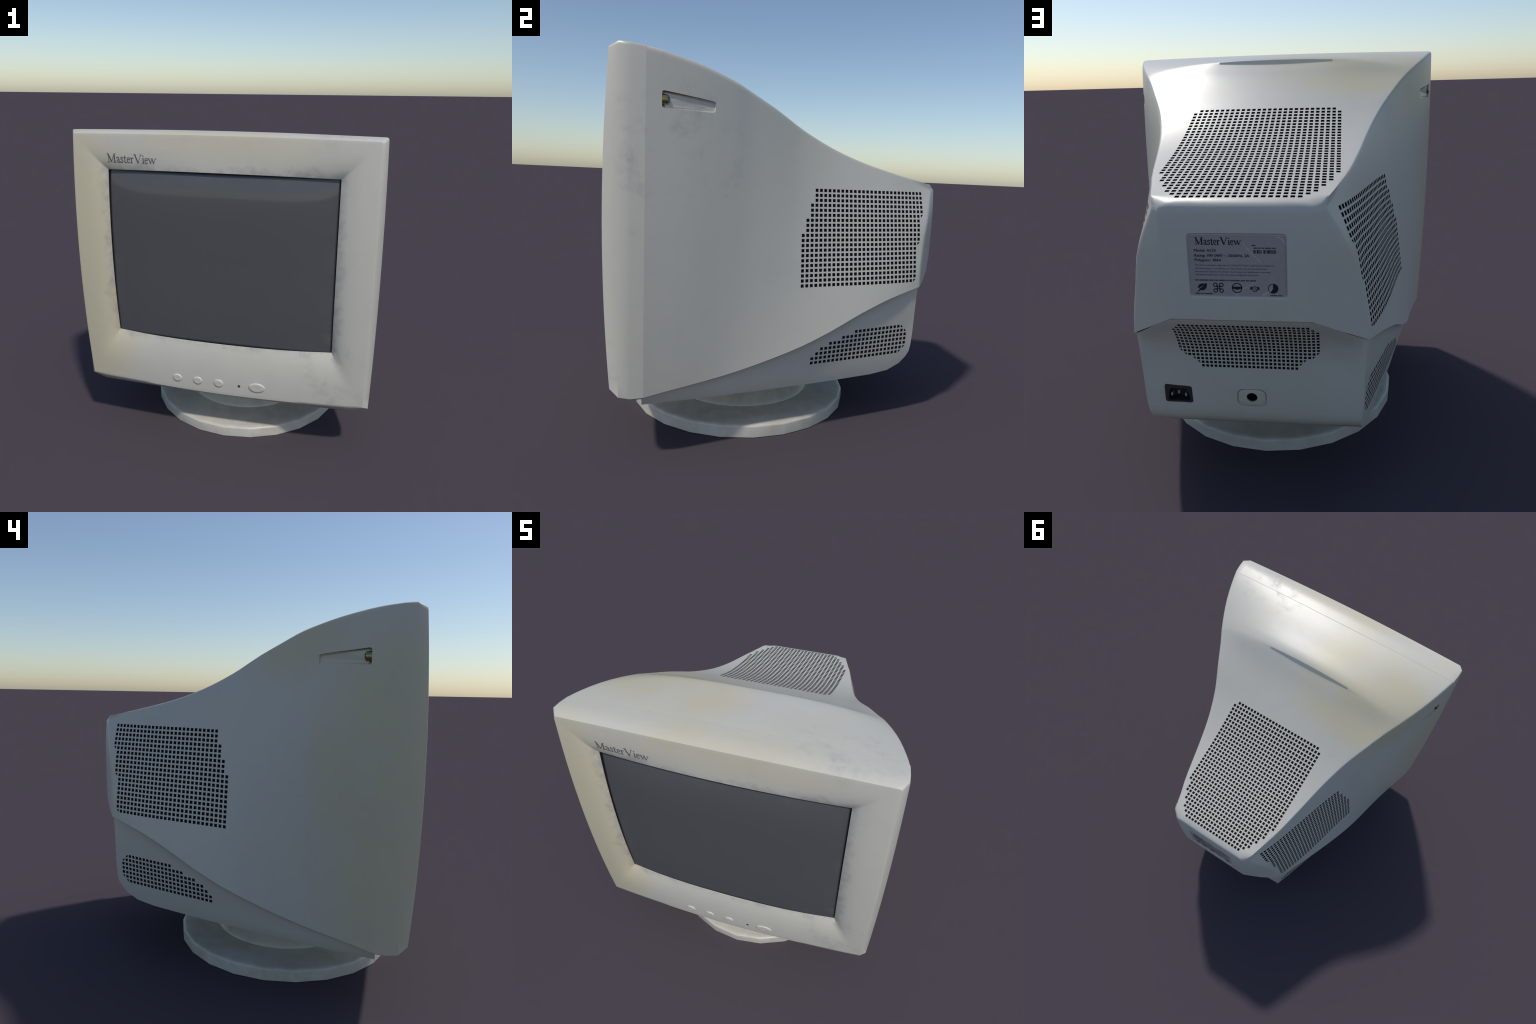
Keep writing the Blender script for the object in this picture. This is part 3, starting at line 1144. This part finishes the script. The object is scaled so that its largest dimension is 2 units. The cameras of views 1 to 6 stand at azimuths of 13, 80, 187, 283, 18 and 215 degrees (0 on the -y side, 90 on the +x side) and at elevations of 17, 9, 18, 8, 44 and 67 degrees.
def ribbon(b, pts, widths, place, thick=0.0022, closed=False):
    """Flat stroke with given widths along 2-D points, laid on a surface by place(u, v, lift)."""
    n = len(pts)
    left, right = [], []
    for i in range(n):
        p0 = pts[i - 1] if (i or closed) else pts[i]
        p1 = pts[(i + 1) % n] if (i < n - 1 or closed) else pts[i]
        dx, dy = p1[0] - p0[0], p1[1] - p0[1]
        l = math.hypot(dx, dy) or 1.0
        w = (widths[i] if isinstance(widths, (list, tuple)) else widths) / 2
        nx, ny = -dy / l * w, dx / l * w
        left.append((pts[i][0] + nx, pts[i][1] + ny))
        right.append((pts[i][0] - nx, pts[i][1] - ny))
    lt, rt = b.row([place(*p, 1) for p in left]), b.row([place(*p, 1) for p in right])
    lo, ro = b.row([place(*p, 0) for p in left]), b.row([place(*p, 0) for p in right])
    last = n if closed else n - 1
    for i in range(last):
        j = (i + 1) % n
        b.f += [(lt[i], lt[j], rt[j], rt[i]), (lo[i], ro[i], ro[j], lo[j]), (lt[i], lo[i], lo[j], lt[j]), (rt[i], rt[j], ro[j], ro[i])]
    if not closed:
        b.f += [(lt[0], rt[0], ro[0], lo[0]), (lt[-1], lo[-1], ro[-1], rt[-1])]


def arc(cx, cy, rx, ry, a0, a1, n=12):
    return [(cx + rx * math.cos(math.radians(lerp(a0, a1, i / n))), cy + ry * math.sin(math.radians(lerp(a0, a1, i / n)))) for i in range(n + 1)]


buttons = []
for bx in (-0.281, -0.1425, -0.0030):
    ob = dome("button", bx, 0.4508, 0.0310, 0.0260, 0.0062, MAT_BEZEL, bezel)
    buttons.append((ob, bx))
power = dome("power_button", 0.2445, 0.4506, 0.0525, 0.0318, 0.0066, MAT_BEZEL, bezel)
led = lathe("indicator_light", [(0.0085, 0.004), (0.0085, -0.0006), (0.006, -0.0012), (0.001, -0.0014)], 20, bezel, MAT_LED, 50,
            (0.1302, on_bezel(0.1302, 0.4475), 0.4475), axis='y')


def on_button(cx, h):
    def place(u, v, lift):
        x, z = cx + u, 0.4508 + v
        return (x, on_bezel(x, z) - h - (0.0010 if lift else -0.001), z)
    return place


for (ob, cx), strokes in zip(buttons, (
        [[(0.005, 0.007), (-0.005, 0.0), (0.005, -0.007)]],
        [[(-0.005, 0.007), (0.005, 0.0), (-0.005, -0.007)]],
        [[(-0.009, 0.006), (0.009, 0.006)], [(-0.004, 0.006), (-0.004, -0.007)], [(0.004, 0.006), (0.004, -0.007)]])):
    gb2 = Builder()
    for st in strokes:
        ribbon(gb2, st, 0.0024, on_button(cx, 0.0055))
    new_object("button_symbol", gb2.mesh("button_symbol"), ob, MAT_BEZEL)
gb2 = Builder()
ribbon(gb2, arc(0, 0, 0.0085, 0.0085, 125, 415, 16), 0.0024, on_button(0.2445, 0.0058))
ribbon(gb2, [(0, 0.001), (0, 0.010)], 0.0024, on_button(0.2445, 0.0058))
new_object("button_symbol", gb2.mesh("button_symbol"), power, MAT_BEZEL)


# ---------------------------------------------------- lettering: a serif face
def serif(x, y, w=0.26, t=0.045):
    return ([(x - w / 2, y), (x + w / 2, y)], t)


XH = 0.64
LETTERS = {
    'M': (1.10, [([(0.17, 0.02), (0.17, 0.98)], 0.045), serif(0.15, 0.022, 0.26), serif(0.10, 0.978, 0.20), ([(0.14, 0.98), (0.53, 0.04)], 0.125),
                 ([(0.50, 0.02), (0.90, 0.97)], 0.045), ([(0.90, 0.02), (0.90, 0.98)], 0.125), serif(0.90, 0.022, 0.32), serif(0.96, 0.978, 0.20)]),
    'a': (0.50, [(arc(0.20, 0.45, 0.15, 0.17, 160, 0, 8) + [(0.35, 0.10), (0.37, 0.04), (0.44, 0.03), (0.48, 0.07)], 0.085),
                 ([(0.35, 0.38), (0.18, 0.30), (0.08, 0.20), (0.09, 0.08), (0.18, 0.03), (0.28, 0.06), (0.35, 0.14)], 0.07)]),
    's': (0.40, [([(0.33, 0.46), (0.31, 0.58), (0.20, 0.62), (0.09, 0.57), (0.08, 0.46), (0.17, 0.37), (0.28, 0.28), (0.34, 0.17), (0.29, 0.06),
                   (0.17, 0.02), (0.07, 0.06), (0.05, 0.18)], 0.075)]),
    't': (0.38, [([(0.16, 0.80), (0.16, 0.12), (0.21, 0.03), (0.30, 0.03), (0.36, 0.09)], 0.10), ([(0.03, 0.60), (0.34, 0.60)], 0.05)]),
    'e': (0.44, [([(0.08, 0.36), (0.385, 0.38)] + arc(0.225, 0.38, 0.16, 0.235, 0, 180, 10) + arc(0.235, 0.33, 0.17, 0.30, 180, 318, 9), 0.07)]),
    'r': (0.46, [([(0.14, 0.02), (0.14, 0.60)], 0.10), serif(0.14, 0.022, 0.28), serif(0.08, 0.600, 0.14), ([(0.15, 0.44), (0.23, 0.57), (0.32, 0.60), (0.40, 0.55)], 0.08)]),
    'V': (0.96, [([(0.12, 0.98), (0.49, 0.02)], 0.125), ([(0.47, 0.02), (0.83, 0.98)], 0.05), serif(0.12, 0.978, 0.30), serif(0.84, 0.978, 0.24)]),
    'i': (0.29, [([(0.15, 0.02), (0.15, 0.60)], 0.10), serif(0.15, 0.022, 0.28), serif(0.09, 0.600, 0.14), ([(0.15, 0.80), (0.15, 0.91)], 0.11)]),
    'w': (1.00, [([(0.10, 0.60), (0.31, 0.02)], 0.10), ([(0.29, 0.02), (0.49, 0.60)], 0.045), ([(0.46, 0.60), (0.67, 0.02)], 0.10), ([(0.65, 0.02), (0.88, 0.60)], 0.045),
                 serif(0.10, 0.600, 0.20), serif(0.47, 0.600, 0.20), serif(0.89, 0.600, 0.18)]),
}


def lettering(b, text, u0, v0, width, cap, place, weight=1.0):
    starts, x = [], 0.0
    for ch in text:
        starts.append(x)
        x += LETTERS[ch][0]
    kx = width / x
    for ch, sx in zip(text, starts):
        for n, (pts, w) in enumerate(LETTERS[ch][1]):
            dense = []
            for p, q in zip(pts, pts[1:]):
                m = max(1, int(math.hypot(q[0] - p[0], q[1] - p[1]) / 0.2))
                dense += [vlerp(p, q, i / m) for i in range(m)]
            dense.append(pts[-1])
            lift = 1 + 0.04 * n
            ribbon(b, [(u0 + (sx + px) * kx, v0 + py * cap) for px, py in dense], w * cap * weight,
                   lambda u, v, l, lift=lift: place(u, v, l * lift))


def bezel_place(u, v, lift):
    return (u, on_bezel(u, v) - (0.0011 * lift if lift else -0.002), v)


tb = Builder()
lettering(tb, "MasterView", -0.6815, 1.8125, 0.315, 0.0510, bezel_place, 1.12)
new_object("brand_lettering", tb.mesh("brand_lettering"), bezel, MAT_LOGO)

# ------------------------------------------------------------ rating label
LW, LH = LBL_X0 - LBL_X1, LBL_ZT - LBL_ZB


def label_place(u, v, lift):
    """u: 0..1 from the left edge as read, v: 0..1 from the top."""
    z = LBL_ZT - v * LH
    return (LBL_X0 - u * LW, panel_y(z) - 0.0052 + 0.0005 * lift, z)


pb = Builder()
outline = rounded_rect(0.5 * LW, 0.5 * LH, LW - 0.006, LH - 0.006, 0.009)
a = pb.row([label_place(x / LW, y / LH, 0) for x, y in outline])
c = pb.row([tuple(p - q for p, q in zip(label_place(x / LW, y / LH, 0), (0, 0.0022, 0))) for x, y in outline])
pb.f += [tuple(a), tuple(reversed(c))]
pb.strip(a, c, closed=True)
label = new_object("rating_label", pb.mesh("rating_label"), rear, MAT_LABEL)


def lp(u, v, lift):       # metres on the label -> world
    return label_place(u / LW, 1 - v / LH, lift)


def label_ribbon_object(name, strokes, mat, parent=label):
    b = Builder()
    for pts, w, *closed in strokes:
        ribbon(b, pts, w, lp, closed=bool(closed))
    return new_object(name, b.mesh(name), parent, mat)


tb = Builder()
lettering(tb, "MasterView", 0.076 * LW, LH * (1 - 0.160), 0.475 * LW, 0.0285, lp, 1.4)
new_object("label_brand_lettering", tb.mesh("label_brand_lettering"), label, MAT_INK)


def label_text(text, u, v, size, width, mat, bold=0.0):
    cu = bpy.data.curves.new("label_text", 'FONT')
    cu.body = text
    cu.size = size
    cu.extrude = 0.0
    cu.resolution_u = 2
    ob = bpy.data.objects.new("label_text_source", cu)
    COLL.objects.link(ob)
    me = evaluated_mesh(ob)
    bpy.data.objects.remove(ob, do_unlink=True)
    bpy.data.curves.remove(cu)
    xs = [w.co.x for w in me.vertices]
    x0, x1 = min(xs), max(xs)
    k = width * LW / (x1 - x0)
    bm = bmesh.new()
    for copy in range(2 if bold else 1):        # bold print: struck twice, a hair apart
        start = len(bm.verts)
        bm.from_mesh(me)
        bm.verts.ensure_lookup_table()
        faces = [f for f in bm.faces if f.verts[0].index < 0 or all(v in set(bm.verts[start:]) for v in f.verts[:1])]
        r = bmesh.ops.extrude_face_region(bm, geom=faces)
        top = set(g for g in r['geom'] if isinstance(g, bmesh.types.BMVert))
        bm.verts.ensure_lookup_table()
        for w in bm.verts[start:]:
            w.co = lp(u * LW + (w.co.x - x0) * k + copy * bold, LH * (1 - v) + w.co.y, 1.0 + 0.4 * copy if w in top else 0.0)
    bmesh.ops.recalc_face_normals(bm, faces=bm.faces)
    me.clear_geometry()
    bm.to_mesh(me)
    bm.free()
    me.name = "label_text"
    return new_object("label_text", me, label, mat)


label_text("Model: A123", 0.062, 0.272, 0.0150, 0.222, MAT_INK, 0.0007)
label_text("Rating: 100-240V ~, 50/60Hz, 2A", 0.064, 0.352, 0.0150, 0.560, MAT_INK, 0.0007)
label_text("Polygons: 3864", 0.064, 0.425, 0.0150, 0.268, MAT_INK, 0.0007)
label_text("This device complies with part 15 of the FCC Rules. Operation is subject to", 0.064, 0.500, 0.0092, 0.815, MAT_INK_FINE)
label_text("the following two conditions: (1) This device may not cause harmful", 0.064, 0.554, 0.0092, 0.735, MAT_INK_FINE)
label_text("interference, and (2) this device must accept any interference received,", 0.064, 0.605, 0.0092, 0.775, MAT_INK_FINE)
label_text("including interference that may cause undesired operation.", 0.064, 0.655, 0.0092, 0.655, MAT_INK_FINE)


def word_bars(u, v, width, height, pattern):
    """A line too small to read: short bars, one to a word."""
    total = sum(pattern) + 0.6 * (len(pattern) - 1)
    x, out = u * LW, []
    for n in pattern:
        w = n / total * width * LW
        out.append(([(x, LH * (1 - v)), (x + w, LH * (1 - v))], height))
        x += w + 0.6 / total * width * LW
    return out


label_ribbon_object("label_small_print", word_bars(0.055, 0.735, 0.630, 0.0052, [3, 8, 4, 3, 6, 2, 9, 4, 3, 5]), MAT_INK_FINE)
label_ribbon_object("label_small_print", word_bars(0.050, 0.958, 0.180, 0.0050, [4, 2, 6]) + word_bars(0.830, 0.972, 0.120, 0.0040, [6, 4])
                    + word_bars(0.652, 0.165, 0.040, 0.0050, [3]) + word_bars(0.672, 0.208, 0.222, 0.0050, [3, 2, 2, 5, 3]), MAT_INK_FINE)
bars, x, pat = [], 0.668, [1, 1, 2, 1, 1, 2, 3, 1, 1, 1, 2, 2, 1, 3, 1, 1, 2, 1, 1, 2, 1, 1, 3, 1, 2, 1, 1, 1, 2, 1, 1, 2, 2, 1, 1]
unit = 0.229 * LW / sum(pat)
px = 0.668 * LW
for i, n in enumerate(pat):
    if i % 2 == 0:
        bars.append(([(px + n * unit / 2, LH * (1 - 0.237)), (px + n * unit / 2, LH * (1 - 0.293))], n * unit))
    px += n * unit
label_ribbon_object("barcode", bars, MAT_INK)

# certification symbols
IY = LH * (1 - 0.857)
S = 0.0192


def sym(cx, pts):
    return [(cx * LW + x * S, IY + y * S) for x, y in pts]


def fill(b, pts):
    """Flat filled outline (fan from its centre) with thickness."""
    n = len(pts)
    mx, my = sum(p[0] for p in pts) / n, sum(p[1] for p in pts) / n
    t, o = b.row([lp(*p, 1) for p in pts]), b.row([lp(*p, 0) for p in pts])
    ct, co = b.add(lp(mx, my, 1)), b.add(lp(mx, my, 0))
    for i in range(n):
        j = (i + 1) % n
        b.f += [(ct, t[i], t[j]), (co, o[j], o[i]), (t[i], o[i], o[j], t[j])]


ib = Builder()      # leaf
leaf = [(-0.55, -0.55), (-0.85, -0.1), (-0.78, 0.35), (-0.40, 0.72), (0.1, 0.82), (0.55, 0.80), (0.95, 0.95), (0.98, 0.55), (0.88, 0.0), (0.55, -0.42), (0.1, -0.60), (-0.3, -0.60)]
fill(ib, sym(0.123, leaf))
ribbon(ib, sym(0.123, [(-0.98, -0.98), (-0.75, -0.78), (-0.45, -0.42)]), [0.0018, 0.0034, 0.0030], lp)
new_object("leaf_symbol", ib.mesh("leaf_symbol"), label, MAT_INK)
vein = Builder()
ribbon(vein, sym(0.123, [(-0.72, -0.30), (-0.2, 0.08), (0.35, 0.38)]), [0.0030, 0.0022, 0.0010], lambda u, v, l: lp(u, v, 1.5 * l))
new_object("leaf_vein", vein.mesh("leaf_vein"), label, MAT_LABEL)

ib = Builder()      # looped square
for sx in (1, -1):
    for sy in (1, -1):
        ribbon(ib, sym(0.294, [(sx * (0.60 + 0.36 * math.cos(a)), sy * (0.60 + 0.36 * math.sin(a))) for a in [math.tau * i / 18 for i in range(18)]]), 0.0036, lp, closed=True)
for k2 in (0.24, -0.24):
    ribbon(ib, sym(0.294, [(k2, -0.62), (k2, 0.62)]), 0.0034, lambda u, v, l: lp(u, v, 1.1 * l))
    ribbon(ib, sym(0.294, [(-0.62, k2), (0.62, k2)]), 0.0034, lambda u, v, l: lp(u, v, 1.2 * l))
new_object("looped_square_symbol", ib.mesh("looped_square_symbol"), label, MAT_INK)

ib = Builder()      # ring with a band across
ribbon(ib, sym(0.487, [(0.95 * math.cos(a), 0.95 * math.sin(a)) for a in [math.tau * i / 32 for i in range(32)]]), 0.0036, lp, closed=True)
fill(ib, sym(0.487, [(-0.9, -0.12), (-0.35, -0.26), (0.0, -0.36), (0.35, -0.26), (0.9, -0.12), (0.92, 0.28), (-0.92, 0.28)]))
new_object("ring_symbol", ib.mesh("ring_symbol"), label, MAT_INK)

ib = Builder()      # two cuffs and clasped hands
for s in (1, -1):
    fill(ib, sym(0.670, [(s * 0.98, -0.35), (s * 0.62, -0.22), (s * 0.55, 0.28), (s * 0.80, 0.30)]))
ribbon(ib, sym(0.670, [(-0.55, 0.20), (-0.50, -0.25), (-0.15, -0.62), (0.12, -0.72), (0.42, -0.45), (0.55, -0.20), (0.50, 0.22)]), 0.0030, lp)
ribbon(ib, sym(0.670, [(-0.50, 0.22), (-0.1, 0.30), (0.45, 0.24)]), 0.0028, lambda u, v, l: lp(u, v, 1.1 * l))
ribbon(ib, sym(0.670, [(-0.18, -0.05), (0.10, -0.15), (0.40, -0.42)]), 0.0026, lambda u, v, l: lp(u, v, 1.2 * l))
new_object("handshake_symbol", ib.mesh("handshake_symbol"), label, MAT_INK)

ib = Builder()      # disc, part filled
ribbon(ib, sym(0.858, [(0.95 * math.cos(a), 0.95 * math.sin(a)) for a in [math.tau * i / 32 for i in range(32)]]), 0.0024, lp, closed=True)
fill(ib, sym(0.858, [(0.0, 0.0)] + [(0.97 * math.cos(math.radians(q)), 0.97 * math.sin(math.radians(q))) for q in range(92, -136, -12)]))
new_object("pie_symbol", ib.mesh("pie_symbol"), label, MAT_INK)

# rubbed streaks and a lifted corner on the label
scratch = Builder()
for pts, w in (([(0.565, 0.86), (0.66, 0.70), (0.74, 0.56)], [0.0025, 0.0050, 0.0035]),
               ([(0.47, 0.02), (0.56, 0.14), (0.68, 0.25)], [0.0060, 0.0045, 0.0020]),
               ([(0.745, 0.02), (0.83, 0.10), (0.88, 0.15)], [0.0090, 0.0055, 0.0030]),
               ([(0.895, 0.985), (0.955, 0.94), (0.988, 0.87)], [0.0020, 0.0080, 0.0050])):
    ribbon(scratch, [(u * LW, v * LH) for u, v in pts], w, lambda u, v, l: lp(u, v, 0.5 * l))
new_object("label_scratch", scratch.mesh("label_scratch"), label, MAT_LABEL_SCRATCH)
